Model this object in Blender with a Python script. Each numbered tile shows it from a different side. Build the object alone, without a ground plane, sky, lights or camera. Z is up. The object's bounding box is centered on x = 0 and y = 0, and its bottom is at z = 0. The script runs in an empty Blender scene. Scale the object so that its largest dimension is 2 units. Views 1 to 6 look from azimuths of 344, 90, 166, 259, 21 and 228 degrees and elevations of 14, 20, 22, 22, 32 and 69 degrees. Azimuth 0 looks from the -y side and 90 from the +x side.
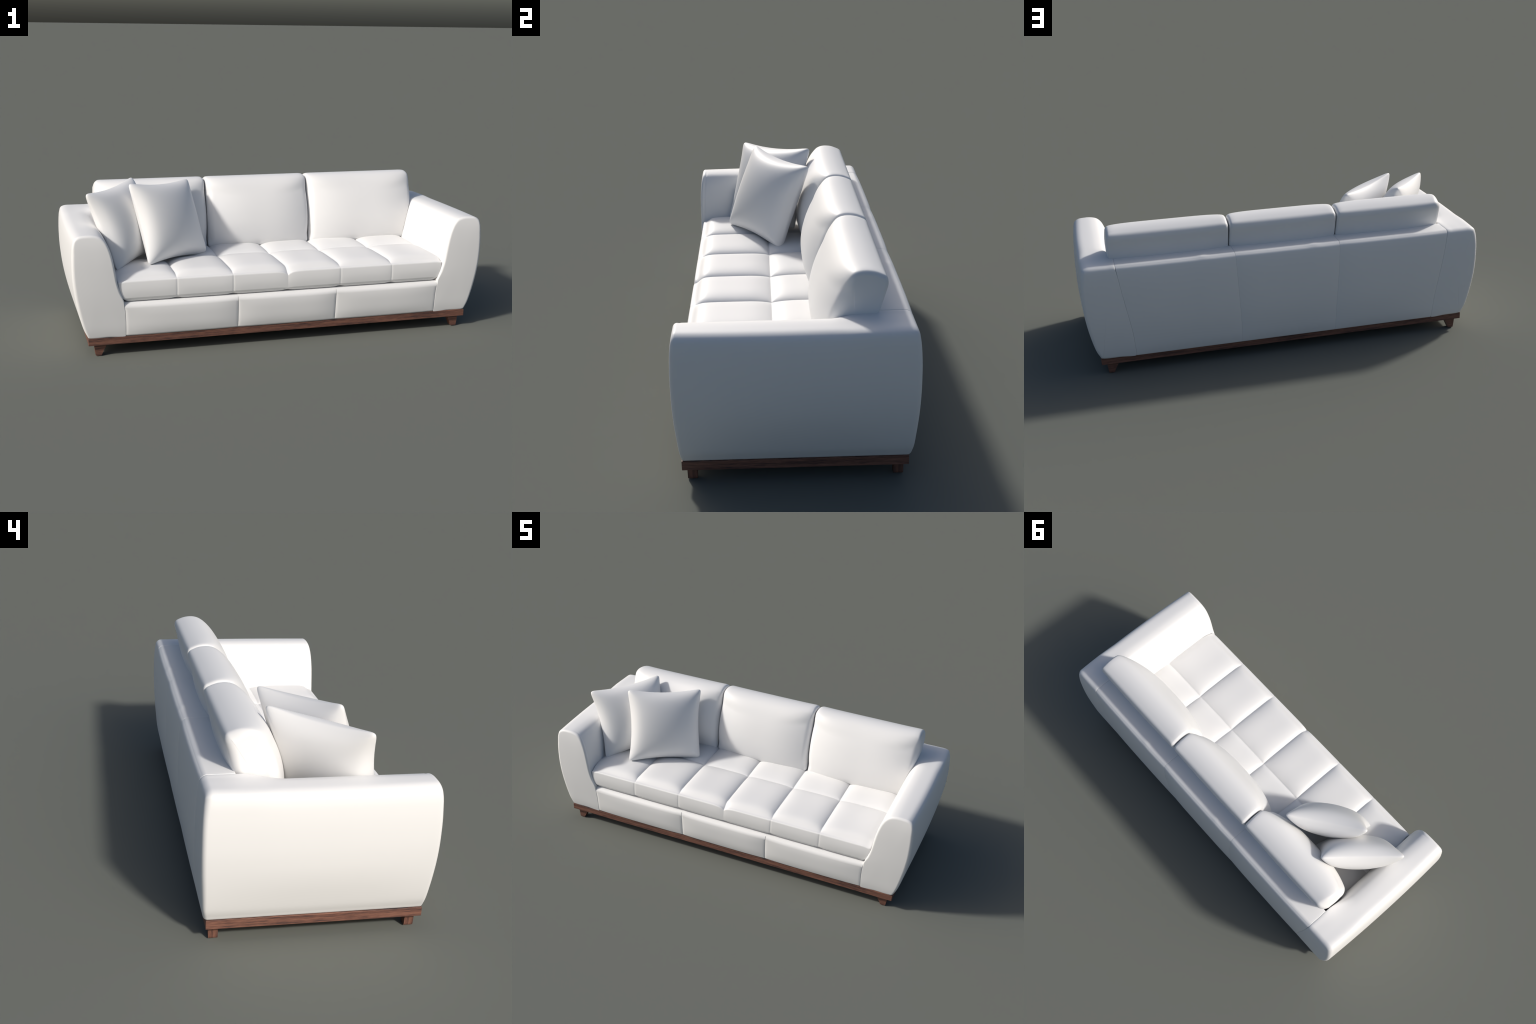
"""Three-seat white upholstered sofa on a walnut plinth, with two throw pillows."""
import bpy, math
import numpy as np

# ---------------------------------------------------------------- helpers
def smooth01(t):
    t = np.clip(t, 0.0, 1.0)
    return t * t * (3 - 2 * t)

def gauss(d, s):
    return np.exp(-(d / s) ** 2)

def curve1(pairs):
    """Smooth-ish 1D profile through (z, value) pairs (Catmull-Rom on a fine grid)."""
    zs = np.array([p[0] for p in pairs]); vs = np.array([p[1] for p in pairs])
    m = np.gradient(vs, zs)
    def f(z):
        z = np.clip(z, zs[0], zs[-1])
        i = np.clip(np.searchsorted(zs, z) - 1, 0, len(zs) - 2)
        h = zs[i + 1] - zs[i]; t = (z - zs[i]) / h
        return ((2*t**3 - 3*t**2 + 1) * vs[i] + (t**3 - 2*t**2 + t) * h * m[i]
                + (-2*t**3 + 3*t**2) * vs[i + 1] + (t**3 - t**2) * h * m[i + 1])
    return f

def make_mesh(name, verts, faces, material, smooth=True):
    me = bpy.data.meshes.new(name)
    me.from_pydata([tuple(map(float, v)) for v in verts], [], faces)
    me.polygons.foreach_set("use_smooth", [smooth] * len(me.polygons))
    me.materials.append(material)
    me.validate(); me.update()
    return me

def add(name, me, parent=None, loc=(0, 0, 0)):
    ob = bpy.data.objects.new(name, me)
    ob.location = loc
    bpy.context.scene.collection.objects.link(ob)
    if parent is not None:
        ob.parent = parent
    return ob

def axis_samples(h, r, n, k=6, fine=()):
    """Sample positions along a box edge: k steps round each end, n inside, extra clusters."""
    inner = list(np.linspace(-(h - r), h - r, n + 1))
    for c in fine:
        for d in (0.0, 0.0025, 0.005, 0.008, 0.012, 0.018, 0.026):
            inner += [c - d, c + d]
    inner = sorted(set(round(float(x), 5) for x in inner if abs(x) <= h - r + 1e-6))
    keep = [inner[0]]
    for x in inner[1:]:
        if x - keep[-1] > 0.0012:
            keep.append(x)
    keep[-1] = inner[-1]
    band = [(h - r) + r * math.tan(j / k * math.pi / 4) for j in range(1, k + 1)]
    return np.array([-b for b in reversed(band)] + keep + band)

def rounded_box(hx, hy, hz, r, nx, ny, nz, k=6, fine_x=(), fine_y=(), fine_z=()):
    """Box surface of half sizes h with edges rounded by r, as a fine grid."""
    ax = [axis_samples(hx, r, nx, k, fine_x), axis_samples(hy, r, ny, k, fine_y),
          axis_samples(hz, r, nz, k, fine_z)]
    H = (hx, hy, hz)
    index, pts, faces = {}, [], []
    def vid(p):
        key = (round(p[0], 5), round(p[1], 5), round(p[2], 5))
        if key not in index:
            index[key] = len(pts); pts.append(p)
        return index[key]
    for a in range(3):
        b, c = (a + 1) % 3, (a + 2) % 3
        for s in (1, -1):
            A, B = ax[b], ax[c]
            g = []
            for u in A:
                row = []
                for v in B:
                    p = [0, 0, 0]; p[a] = s * H[a]; p[b] = u; p[c] = v
                    row.append(vid(tuple(p)))
                g.append(row)
            for i in range(len(A) - 1):
                for j in range(len(B) - 1):
                    q = [g[i][j], g[i+1][j], g[i+1][j+1], g[i][j+1]]
                    faces.append(q if s > 0 else q[::-1])
    P = np.array(pts); Hn = np.array(H)
    Q = np.clip(P, -(Hn - r), Hn - r)
    D = P - Q
    L = np.linalg.norm(D, axis=1, keepdims=True)
    return Q + D / np.maximum(L, 1e-9) * r, faces

# ---------------------------------------------------------------- materials
def nodes_of(name):
    m = bpy.data.materials.new(name); m.use_nodes = True
    nt = m.node_tree
    return m, nt, nt.nodes["Principled BSDF"]

def upholstery(name, colour, rough=0.5):
    m, nt, b = nodes_of(name)
    tc = nt.nodes.new("ShaderNodeTexCoord")
    n = nt.nodes.new("ShaderNodeTexNoise"); n.inputs["Scale"].default_value = 3.0
    n.inputs["Detail"].default_value = 3.0
    ramp = nt.nodes.new("ShaderNodeValToRGB")
    ramp.color_ramp.elements[0].position = 0.3
    ramp.color_ramp.elements[1].position = 0.7
    ramp.color_ramp.elements[0].color = tuple(c * 0.996 for c in colour) + (1,)
    ramp.color_ramp.elements[1].color = tuple(c * 1.003 for c in colour) + (1,)
    nt.links.new(tc.outputs["Object"], n.inputs["Vector"])
    nt.links.new(n.outputs["Fac"], ramp.inputs["Fac"])
    nt.links.new(ramp.outputs["Color"], b.inputs["Base Color"])
    b.inputs["Roughness"].default_value = rough
    b.inputs["Specular IOR Level"].default_value = 0.5
    return m

def walnut(name, leg=False):
    """Dark reddish wood: fine stripes along the grain plus broad darker figure."""
    m, nt, b = nodes_of(name)
    N, Lk = nt.nodes.new, nt.links.new
    tc = N("ShaderNodeTexCoord"); sep = N("ShaderNodeSeparateXYZ")
    Lk(tc.outputs["Object"], sep.inputs[0])
    add_ = N("ShaderNodeMath"); add_.operation = "ADD"
    Lk(sep.outputs["X"], add_.inputs[0]); Lk(sep.outputs["Y"], add_.inputs[1])
    com = N("ShaderNodeCombineXYZ")
    Lk(add_.outputs[0], com.inputs["X"]); Lk(sep.outputs["Z"], com.inputs["Y"])
    vec = com.outputs[0]
    if leg:
        geo = N("ShaderNodeNewGeometry"); sn = N("ShaderNodeSeparateXYZ")
        Lk(geo.outputs["Normal"], sn.inputs[0])
        ab = N("ShaderNodeMath"); ab.operation = "ABSOLUTE"; Lk(sn.outputs["X"], ab.inputs[0])
        gt = N("ShaderNodeMath"); gt.operation = "GREATER_THAN"; gt.inputs[1].default_value = 0.6
        Lk(ab.outputs[0], gt.inputs[0])
        com2 = N("ShaderNodeCombineXYZ")
        Lk(sep.outputs["Z"], com2.inputs["X"]); Lk(sep.outputs["Y"], com2.inputs["Y"])
        mx = N("ShaderNodeMix"); mx.data_type = "VECTOR"
        Lk(gt.outputs[0], mx.inputs["Factor"])
        Lk(com.outputs[0], mx.inputs[4]); Lk(com2.outputs[0], mx.inputs[5])
        vec = mx.outputs[1]
    def noise(sx, sy, detail, rough):
        mp = N("ShaderNodeMapping"); mp.inputs["Scale"].default_value = (sx, sy, 1)
        Lk(vec, mp.inputs["Vector"])
        t = N("ShaderNodeTexNoise"); t.inputs["Scale"].default_value = 1.0
        t.inputs["Detail"].default_value = detail; t.inputs["Roughness"].default_value = rough
        Lk(mp.outputs[0], t.inputs["Vector"])
        return t.outputs["Fac"]
    broad = noise(4.5, 95, 3, 0.6)
    fine = noise(26, 560, 3, 0.65)
    mixf = N("ShaderNodeMix"); mixf.data_type = "FLOAT"; mixf.inputs["Factor"].default_value = 0.52
    Lk(broad, mixf.inputs[2]); Lk(fine, mixf.inputs[3])
    ramp = N("ShaderNodeValToRGB"); e = ramp.color_ramp.elements
    e[0].position = 0.39; e[0].color = WOOD_DARK
    e[1].position = 0.60; e[1].color = WOOD_LIGHT
    mid = e.new(0.485); mid.color = WOOD_MID
    Lk(mixf.outputs[0], ramp.inputs["Fac"]); Lk(ramp.outputs["Color"], b.inputs["Base Color"])
    b.inputs["Roughness"].default_value = 0.5
    b.inputs["Specular IOR Level"].default_value = 0.35
    bump = N("ShaderNodeBump"); bump.inputs["Strength"].default_value = 0.15
    bump.inputs["Distance"].default_value = 0.001
    Lk(fine, bump.inputs["Height"]); Lk(bump.outputs[0], b.inputs["Normal"])
    return m

WOOD_DARK = (0.046, 0.030, 0.031, 1)
WOOD_MID = (0.145, 0.068, 0.050, 1)
WOOD_LIGHT = (0.235, 0.112, 0.078, 1)
WHITE = (0.80, 0.80, 0.80)
leather = upholstery("white_upholstery", WHITE, 0.5)
wood = walnut("walnut_wood")
leg_wood = walnut("walnut_leg_wood", leg=True)

# ---------------------------------------------------------------- shared profiles
# half depth of the upholstered body against height
half_depth = curve1([(0.0845, .371), (0.11, .3755), (.18, .3815), (.28, .387), (.38, .388),
                     (.45, .3865), (.52, .381), (.556, .375)])
# x of the seam between arm and back / base against height (follows the arm's inner face)
seam_x = curve1([(0.0845, .759), (.212, .770), (.33, .790), (.45, .811), (.556, .827)])
base_seam_x = curve1([(0.0845, .760), (.20, .762), (.246, .767)])
SPLIT = 0.315          # inner seams sit at this fraction of seam_x

sofa = bpy.data.objects.new("sofa", None)
bpy.context.scene.collection.objects.link(sofa)
sofa["label"] = "white three-seat sofa with tufted seat on walnut plinth"
sofa["category"] = "sofa"

# ---------------------------------------------------------------- arms
#  (x, z) outline of an arm's cross-section; "front" = free arm, "rear" = where it runs into the back
ARM = [(.835, .0845), (.764, .0845), (.760, .090), (.761, .16), (.763, .225), (.768, .255), (.783, .296),
       (.795, .34), (.804, .40), (.813, .45), (.826, .495), (.841, .526), (.862, .547), (.892, .5565),
       (.930, .5575), (.958, .5535), (.976, .541), (.984, .518), (.989, .475), (.9905, .41),
       (.9865, .33), (.970, .22), (.947, .13), (.933, .099), (.9275, .0885), (.918, .0845)]
REAR = [(.835, .0845), (.763, .0845), (.7592, .090), (.765, .16), (.7715, .225), (.777, .255), (.784, .296),
        (.792, .34), (.802, .40), (.811, .45), (.819, .50), (.8262, .551), (.8285, .5558), (.862, .5565),
        (.915, .557), (.960, .5555), (.977, .547), (.985, .525), (.9895, .475), (.9905, .41),
        (.9865, .33), (.970, .22), (.947, .13), (.933, .099), (.9275, .0885), (.918, .0845)]
SUB = 24
M_PROFILE = 260

def closed_spline(ctrl):
    c = np.array(ctrl); n = len(c); out = []
    for i in range(n):
        p0, p1, p2, p3 = c[i-1], c[i], c[(i+1) % n], c[(i+2) % n]
        # centripetal-like tangents keep uneven spacing from overshooting
        d01, d12, d23 = [max(np.linalg.norm(b - a), 1e-6) ** 0.5 for a, b in ((p0, p1), (p1, p2), (p2, p3))]
        m1 = (p2 - p1) + d12 * ((p1 - p0) / d01 - (p2 - p0) / (d01 + d12))
        m2 = (p2 - p1) + d12 * ((p3 - p2) / d23 - (p3 - p1) / (d12 + d23))
        for j in range(SUB):
            t = j / SUB
            out.append((2*t**3-3*t**2+1)*p1 + (t**3-2*t**2+t)*m1 + (-2*t**3+3*t**2)*p2 + (t**3-t**2)*m2)
    return np.array(out)

def even_pick(P):
    """Parameters that space a dense outline evenly (with a little extra care at tight bends)."""
    d = np.linalg.norm(np.roll(P, -1, 0) - P, axis=1)
    L = np.concatenate([[0], np.cumsum(d)])
    return np.interp(np.linspace(0, L[-1], M_PROFILE, endpoint=False), L, np.arange(len(P) + 1))

def pick(V, idx):
    i = np.floor(idx).astype(int) % len(V); f = idx - np.floor(idx)
    if V.ndim == 2:
        f = f[:, None]
    return V[i] * (1 - f) + V[(i + 1) % len(V)] * f

def inward(P):
    T = np.roll(P, -1, 0) - np.roll(P, 1, 0)
    T /= np.maximum(np.linalg.norm(T, axis=1, keepdims=True), 1e-9)
    n = np.stack([T[:, 1], -T[:, 0]], 1)
    c = P.mean(0)
    if ((c - P) * n).sum() < 0:
        n = -n
    return n

def station_radius(values):
    """values: radius at each control point -> per profile vertex (linear)."""
    v = np.array(values); out = []
    for i in range(len(v)):
        for j in range(SUB):
            out.append(v[i] + (v[(i+1) % len(v)] - v[i]) * j / SUB)
    return np.array(out)

r_front = station_radius([.008, .002, .002, .002, .002, .005] + [.010] * 2 + [.011] * 10 + [.015] * 4 + [.012] + [.008] * 3)
r_rear = station_radius([.008] + [.0014] * 10 + [.022] * 7 + [.018] * 4 + [.014] * 4)

def rim_circle(a, b):
    """Turn the square corner of (a, b) in 0..1 into a quarter circle."""
    m = np.maximum(a, b); n = np.hypot(a, b)
    k = np.where((a > 0) & (b > 0), np.where(m > .975, 1.0, m) / np.maximum(n, 1e-9), 1.0)
    return a * k, b * k

def arm_mesh(side):
    Pa, Pr = closed_spline(ARM), closed_spline(REAR)
    at = even_pick(Pa)
    Pa, Pr, rf, rr = pick(Pa, at), pick(Pr, at), pick(r_front, at), pick(r_rear, at)
    for P, line, top in ((Pa, base_seam_x, .246), (Pr, seam_x, .5555)):
        on = (P[:, 0] < .84) & (P[:, 1] > .088) & (P[:, 1] < top)      # meets the panels edge to edge
        P[on, 0] = line(P[on, 1]) + .0003
    M = len(Pa); rings = []
    def section(y):
        w = smooth01((y - 0.12) / 0.14)
        P = Pa * (1 - w) + Pr * w
        P = P.copy()
        # outer face bows out towards the middle of its length
        out = smooth01((P[:, 0] - .90) / .07) * smooth01((P[:, 1] - .10) / .2)
        P[:, 0] += 0.0098 * out * (1 - (y / .385) ** 2)
        return P
    K = 8
    def ring(P, inset, y):          # y array
        Q = P + inward(P) * inset[:, None]
        return np.column_stack([Q[:, 0], y, Q[:, 1]])
    def cap_rings(P, r, sgn):
        res = []
        N = inward(P)
        if sgn > 0:                                   # the top edge rolls back like the panels beside it
            N[(P[:, 0] < .87) & (P[:, 1] > .45)] = (0, -1)
        for k in range(K + 1):
            a = k / K * math.pi / 2
            Q = P + N * (r * (1 - math.cos(a)))[:, None]
            q = np.column_stack([Q[:, 0], np.zeros(M), Q[:, 1]])
            q[:, 1] = sgn * (half_depth(q[:, 2]) - r * (1 - math.sin(a)))
            res.append(q)
        res = [None] + res            # outermost first, face last
        return res[1:]
    Pf, Pb = section(-.372), section(.372)
    front = cap_rings(Pf, rf, -1)
    # order: cap_rings go from (inset 0, r behind face) to (inset r, on the face)
    def face_fill(last, sgn):
        c = np.array([.885, .33]); res = []
        for f in (.985, .96, .92, .87, .81, .74, .66, .57, .48, .39, .30, .21, .12, .05):
            x = c[0] + (last[:, 0] - c[0]) * f; z = c[1] + (last[:, 2] - c[1]) * f
            bul = 0.0015 * (1 - f ** 2)
            res.append(np.column_stack([x, sgn * (half_depth(z) + bul), z]))
        return res
    fr = face_fill(front[-1], -1)
    rings += fr[::-1] + front[::-1]
    rim = front[0][:, 1]
    back = cap_rings(Pb, rr, 1)
    # the sleeve between the two rims, following the tapering depth
    ts = [.004, .008, .012, .016, .020, .025, .03, .04] + list(np.linspace(.06, .94, 34)) + [.97, .985]
    # seam line just behind the front panel
    upper = smooth01((Pf[:, 1] - .29) / .05) * (1 - smooth01((Pf[:, 0] - .86) / .05))
    for t in ts:
        y = rim + (back[0][:, 1] - rim) * t
        P = section(-.372 + .744 * t)
        d = t * .744
        ins = 0.0010 * gauss(np.full(M, d - .008), .004) * upper
        rings.append(ring(P, ins, y))
    rings += back + face_fill(back[-1], 1)
    V = np.vstack(rings); F = []
    for i in range(len(rings) - 1):
        for j in range(M):
            a, b = i*M + j, i*M + (j+1) % M
            F.append([a, b, b + M, a + M])
    F.append(list(range(M))[::-1]); F.append([(len(rings)-1)*M + j for j in range(M)])
    if side < 0:
        V = V * [-1, 1, 1]
    else:
        F = [f[::-1] for f in F]
    return V, F

for side in (1, -1):
    V, F = arm_mesh(side)
    add("armrest", make_mesh("armrest", V, F, leather), sofa)

# ---------------------------------------------------------------- base front panels
def panel(u0, u1, z0, z1, front, bulge, roll, inner, depth_of, seam, foot, head, foot_roll):
    """One upholstered panel of the shell between two seams; front=-1 faces -y, +1 faces +y."""
    hx, hy, hz = 0.26, 0.10, 0.2
    V, F = rounded_box(hx, hy, hz, .0020, 40, 56, 110, 3)
    u, v, w = V[:, 0] / hx, V[:, 1] * front / hy, V[:, 2] / hz
    z = z0 + (w + 1) / 2 * (z1 - z0)
    depth = depth_of(z)
    out = inner + (v + 1) / 2 * (depth - inner)          # distance from the middle plane
    # rolled upper edge and a small one at the foot
    for sgn, R, zz in ((1, roll, z1), (-1, foot_roll, z0)):
        a = np.clip((out - (depth - R)) / R, 0, None); b = np.clip((sgn * (z - zz) + R) / R, 0, None)
        a2, b2 = rim_circle(a, b)
        out = np.where(a > 0, depth - R + R * a2, out)
        z = np.where(b > 0, zz - sgn * R + sgn * R * b2, z)
    # soft padded swelling, tight at the seams
    soft = np.where(u * (u0 + u1) > 0, 2.6, 4.4)          # gentler next to the arms
    puff = bulge * (1 - np.abs(u) ** soft) * (1 - np.where(w < 0, foot, head) * np.abs(w) ** 2.6) * smooth01((v + .2) / 1.2)
    out = out + puff
    x = (u0 + (u + 1) / 2 * (u1 - u0)) * seam(z)
    return np.column_stack([x, front * out, z]), F

bounds = [(-1, -SPLIT), (-SPLIT, SPLIT), (SPLIT, 1)]
for u0, u1 in bounds:
    V, F = panel(u0, u1, .0845, .2445, -1, .0095, .026, -.245, half_depth, base_seam_x, .60, 1.0, .010)
    add("front_panel", make_mesh("front_panel", V, F, leather), sofa)
for i, (u0, u1) in enumerate(bounds):
    V, F = panel(u0, u1, .0845, .5562, 1, .0070, .022, .262, half_depth, seam_x, 1.0, .65, .003)
    # small pucker on the top edge where the cover is gathered
    px = (None, -.134, .417)[i]
    if px is not None:
        g = gauss(V[:, 0] - px, .024) * gauss(V[:, 2] - .550, .03) * gauss(V[:, 1] - .358, .02)
        V[:, 2] += .0030 * g
    add("back_panel", make_mesh("back_panel", V, F, leather), sofa)

# ---------------------------------------------------------------- tufted seat cushion
SEAMS_X = (-.525, -.2625, 0.0, .2625, .525)
EDGE_X, FRONT_Y, ROW_Y, REAR_Y = .791, -.374, -.063, .246

def seat():
    z0 = .246
    hx, hy, hz, r = EDGE_X, (REAR_Y - FRONT_Y) / 2, .05, .007
    cy = (REAR_Y + FRONT_Y) / 2
    V, F = rounded_box(hx, hy, hz, r, 150, 70, 14, 5, fine_x=SEAMS_X, fine_y=(ROW_Y - cy,), fine_z=(-.031,))
    x, y, w = V[:, 0], V[:, 1] + cy, (V[:, 2] + hz) / (2 * hz)     # w 0 bottom .. 1 top
    pitch = .2625
    tx = 2 * np.abs(x / pitch - np.round(x / pitch - .5) - .5)      # 0 tile middle, 1 seam
    tx = np.clip(tx, 0, 1)
    front_tile = y < ROW_Y
    ty = np.where(front_tile, np.abs((y - (FRONT_Y + ROW_Y) / 2) / ((ROW_Y - FRONT_Y) / 2)),
                  np.abs((y - (REAR_Y + ROW_Y) / 2) / ((REAR_Y - ROW_Y) / 2)))
    ty = np.clip(ty, 0, 1)
    ax_, ay = 1 - tx ** 4.0, 1 - ty ** 4.5
    top = .350 + .008 * ax_ + .007 * ay + .009 * ax_ * ay
    dx = np.min([np.abs(x - s) for s in SEAMS_X], axis=0)
    top -= .0040 * np.maximum(np.exp(-dx / .006), .8 * np.exp(-np.abs(y - ROW_Y) / .006))
    edge = gauss(y - FRONT_Y, .026)
    top = top * (1 - edge) + .3405 * edge                          # crease runs straight along the front
    top += .0030 * gauss(y - FRONT_Y - .002, .006)                 # welt along the front edge
    # the middle seam pulls the front edge down
    mid = np.exp(-np.abs(x) / .018)
    top -= .018 * mid * gauss(y - FRONT_Y, .022)
    side = smooth01((np.abs(x) - .735) / .05)
    top -= .004 * side ** 2
    z = z0 + (top - z0) * w
    # vertical faces: seams pull in, pads swell
    seam_gap = np.min([np.abs(x - s) for s in SEAMS_X if s != 0.0], axis=0)
    f = smooth01((FRONT_Y + .03 - y) / .03)
    y = y + f * (.0009 * gauss(seam_gap, .004) - (.0035 + .0018 * (1 - tx ** 5)) * np.sin(np.pi * np.clip(w, 0, 1)))
    # lower edge folded under, scalloped at the seams
    allgap = np.min([np.abs(x - s) for s in SEAMS_X], axis=0)
    fold = np.clip((.19 - w) / .19, 0, 1)
    y = y + f * fold * .010
    z = z + f * fold * .005 * gauss(allgap, .02)
    # sides lean with the arms and tuck in at the bottom
    lean = curve1([(.244, -.046), (.251, -.034), (.260, -.023), (.275, -.013), (.30, -.005), (.335, 0), (.42, .0)])(z)
    x = x + np.sign(x) * lean * smooth01((np.abs(x) - .60) / .18)
    x = x + np.sign(x) * .006 * smooth01((y + .36) / .08) * smooth01((np.abs(x) - .72) / .06)
    return np.column_stack([x, y, z]), F

V, F = seat()
add("seat_cushion", make_mesh("seat_cushion", V, F, leather), sofa)

# ---------------------------------------------------------------- back cushions
#  (y, z) outlines, from the foot of the back face forward and up over the crown
CUSHION_MID = [(.165, .349), (.125, .350), (.100, .358), (.081, .385), (.068, .43), (.065, .48), (.074, .535),
               (.093, .59), (.120, .64), (.144, .672), (.168, .6915), (.197, .7005), (.232, .6995), (.266, .690),
               (.289, .677), (.298, .658), (.294, .62), (.283, .553), (.254, .45), (.208, .37)]
CUSHION_END = [(.165, .350), (.138, .351), (.115, .358), (.102, .385), (.096, .43), (.098, .48), (.111, .545),
               (.131, .60), (.152, .643), (.169, .671), (.185, .6905), (.209, .699), (.243, .698), (.272, .689),
               (.2905, .678), (.297, .659), (.288, .62), (.266, .548), (.230, .45), (.192, .37)]

def back_cushion(x0, x1, lean0, lean1, loose0=0.0):
    """Padded cushion; lean0/lean1 hold (height, offset) curves for ends that meet an arm."""
    Pm, Pe = closed_spline(CUSHION_MID), closed_spline(CUSHION_END)
    at = even_pick(Pm); Pm, Pe = pick(Pm, at), pick(Pe, at)
    M = len(Pm)
    # ends are rounded broadly towards the front, tighter at the top and back
    ahead = .145 + .29 * (Pe[:, 1] - .36) - Pe[:, 0]
    front = smooth01((ahead + .05) / .11) * smooth01((Pe[:, 1] - .35) / .05) * smooth01((.70 - Pe[:, 1]) / .07)
    rear = smooth01((.05 - ahead) / .11)
    R_end = {s: .014 + .032 * front + loose * rear for s, loose in ((-1, loose0), (1, 0.0))}
    rings = []
    hw = (x1 - x0) / 2; cx = (x0 + x1) / 2
    power = 2.8 + 2.4 * smooth01((Pe[:, 1] - .62) / .06)
    def section(u):
        k = (np.abs(u) ** power)[:, None]
        return Pm * (1 - k) + Pe * k
    N = inward(Pe)
    # start each end's rounding at the slope the padding already has there
    a0 = np.arctan(np.clip(power * ((Pe - Pm) * N).sum(1) / (hw - .03), 0, 1.2))
    def cap(sgn):
        res = []; R = R_end[sgn]
        for k in range(11):
            a = a0 + (math.pi / 2 - a0) * k / 10
            res.append((Pe + N * (R * (np.cos(a0) - np.cos(a)))[:, None], sgn * (hw - R + R * np.sin(a))))
        last = res[-1][0]; c = np.array([.19, .53])
        for f in (.97, .93, .87, .8, .7, .58, .45, .32, .2, .1, .04):
            res.append((c + (last - c) * f, sgn * (hw + .0015 * (1 - f ** 2) ** 2)))
        return res
    secs = cap(-1)[::-1]
    for u in np.linspace(-1, 1, 61)[1:-1]:
        secs.append((section(u), u * (hw - R_end[-1 if u < 0 else 1] * (1 - np.sin(a0)))))
    secs += cap(1)
    V, F = [], []
    for P, x in secs:
        V.append(np.column_stack([np.broadcast_to(x, (M,)), P]))
    V = np.vstack(V)
    for i in range(len(secs) - 1):
        for j in range(M):
            a, b = i*M + j, i*M + (j+1) % M
            F.append([a, a + M, b + M, b])
    F.append(list(range(M))); F.append([(len(secs)-1)*M + j for j in range(M)][::-1])
    u, z = V[:, 0] / hw, V[:, 2]
    x = cx + V[:, 0]
    for lean, s in ((lean0, -1), (lean1, 1)):
        x = x + s * curve1(lean)(z) * smooth01(s * u)
    V[:, 0] = x
    # the cushion's top ends round off
    V[:, 2] = z - .0025 * smooth01((np.abs(u) - .86) / .14) ** 2 * smooth01((z - .6) / .09)
    return V, F

flat = [(.34, -.002), (.5, .001), (.71, -.002)]
arm_r = [(.34, -.040), (.45, -.022), (.56, -.002), (.63, .002), (.71, -.006)]
arm_l = [(.34, -.034), (.45, -.016), (.56, .000), (.63, .002), (.71, -.006)]
for x0, x1, e0, e1, loose in ((-.824, -.272, arm_l, flat, .020), (-.2675, .2675, flat, flat, 0), (.272, .853, flat, arm_r, 0)):
    V, F = back_cushion(x0, x1, e0, e1, loose)
    add("back_cushion", make_mesh("back_cushion", V, F, leather), sofa)

# ---------------------------------------------------------------- plinth and legs
def bevel_box(sx, sy, sz, r=.0015):
    return rounded_box(sx / 2, sy / 2, sz / 2, r, 2, 2, 2, 2)

V, F = bevel_box(1.857, .737, .033)
me = make_mesh("plinth", V + [0, -.004, .0525 + .0165], F, wood, smooth=False)
plinth = add("plinth", me, sofa)

def leg_mesh():
    """Right front leg about its own origin: upright outside, raked inside."""
    h = .0535
    V, F = rounded_box(.5, .016, .5, .0015, 2, 2, 8, 2)
    t = V[:, 2] + .5
    outer = .897 + .006 * t
    inner = .8695 - .0245 * smooth01(t * .9) * .55 - .0245 * t * .45
    c = (outer + inner) / 2; hw = (outer - inner) / 2
    x = c + V[:, 0] / .5 * hw
    # small rounding of the foot
    x = x - np.sign(V[:, 0]) * .0015 * (1 - smooth01(t / .10))
    return np.column_stack([x - .88, V[:, 1], t * h]), F

V, F = leg_mesh()
leg_r = make_mesh("leg", V, F, leg_wood, smooth=False)
leg_l = make_mesh("leg", V * [-1, 1, 1], [f[::-1] for f in F], leg_wood, smooth=False)
for s, me in ((1, leg_r), (-1, leg_l)):
    for y in (-.3415, .3355):
        add("leg", me, plinth, (s * .88, y, 0))

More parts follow.
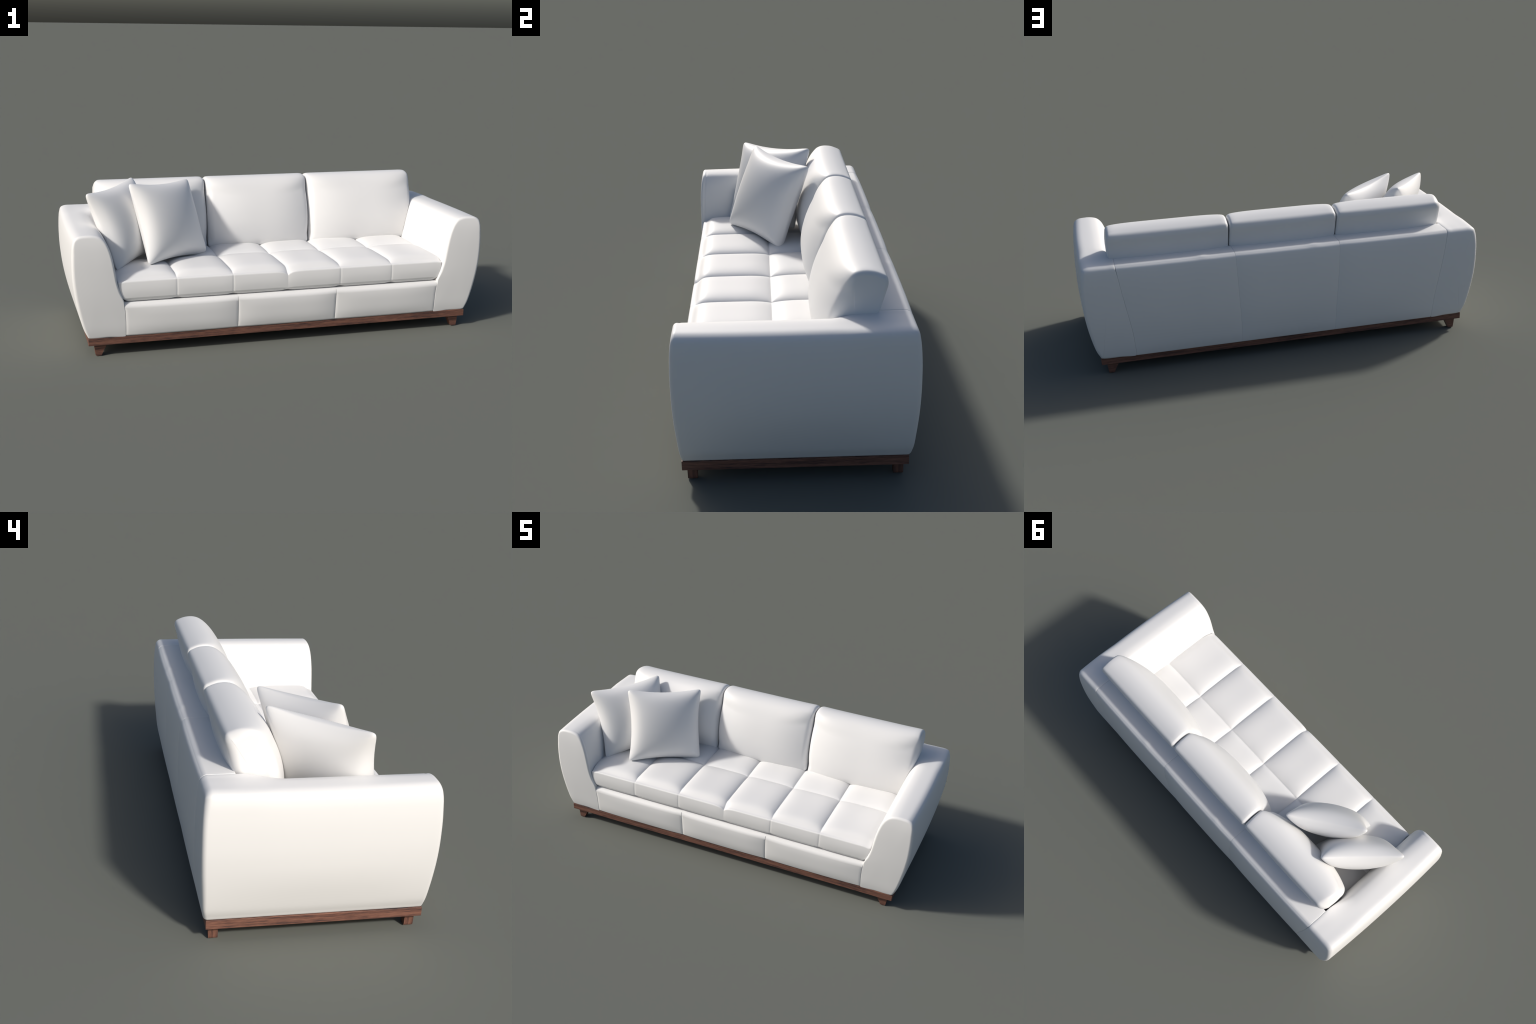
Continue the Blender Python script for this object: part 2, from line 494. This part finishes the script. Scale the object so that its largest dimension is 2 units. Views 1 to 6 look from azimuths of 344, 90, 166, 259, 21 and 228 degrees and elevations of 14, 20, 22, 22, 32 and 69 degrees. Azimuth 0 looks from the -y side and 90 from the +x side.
# ---------------------------------------------------------------- throw pillows
def pillow_mesh(hw, hh, thick, slump):
    """Square pillow: two quilted sheets meeting on a soft rim with drawn-out corners."""
    n, q = 56, 18.0
    g = np.sin(np.linspace(-1, 1, n + 1) * math.pi / 2)
    A, B = np.meshgrid(g, g, indexing="ij")
    m = np.maximum(np.abs(A), np.abs(B))
    k = m / np.maximum((np.abs(A) ** q + np.abs(B) ** q) ** (1 / q), 1e-9)
    u, v = A * k, B * k
    body = np.clip((1 - u ** 2) * (1 - v ** 2), 0, 1) ** .60
    rim = np.sqrt(np.clip(1 - m ** 8, 0, 1))
    press = smooth01(u) ** 3 * smooth01(-v) ** 3
    half = thick * body * np.sqrt(1 - m ** 12) + (.0165 + slump * press) * rim
    x = hw * u * (1 - .10 * (1 - v ** 2) * u ** 2) * 1.012
    y = hh * v * (1 - .10 * (1 - u ** 2) * v ** 2) * 1.012
    # the corner it sits on is pressed round
    d = .4 * slump * press
    x, y = x - d, y + d
    N = n + 1
    top = np.stack([x, y, half], -1).reshape(-1, 3)
    V = list(top); low = {}
    for i in range(N):
        for j in range(N):
            if i in (0, n) or j in (0, n):
                low[i, j] = i * N + j
            else:
                low[i, j] = len(V); V.append(top[i * N + j] * [1, 1, -1])
    F = []
    for i in range(n):
        for j in range(n):
            F.append([i*N + j, (i+1)*N + j, (i+1)*N + j+1, i*N + j+1])
            F.append([low[i, j], low[i, j+1], low[i+1, j+1], low[i+1, j]])
    return np.array(V), F

def place_pillow(centre, u, up, hw, hh, thick, slump, label):
    V, F = pillow_mesh(hw, hh, thick, slump)
    ob = add("throw_pillow", make_mesh("throw_pillow", V, F, leather))
    u = np.array(u) / np.linalg.norm(u); up = np.array(up)
    up = up - u * (up @ u); up /= np.linalg.norm(up)
    n = np.cross(u, up)
    from mathutils import Matrix
    m = Matrix([[u[i], up[i], n[i], centre[i]] for i in range(3)] + [[0, 0, 0, 1]])
    ob.matrix_world = m
    ob["label"] = label; ob["category"] = "throw pillow"

place_pillow((-.5025, -.063, .543), (.812, .580, -.062), (-.174, .345, .922), .201, .195, .065, .022,
             "square white throw pillow with pinched corners")
place_pillow((-.7105, -.0545, .5405), (.638, .768, .053), (-.335, .215, .917), .201, .190, .065, .0,
             "square white throw pillow leaning on the arm")
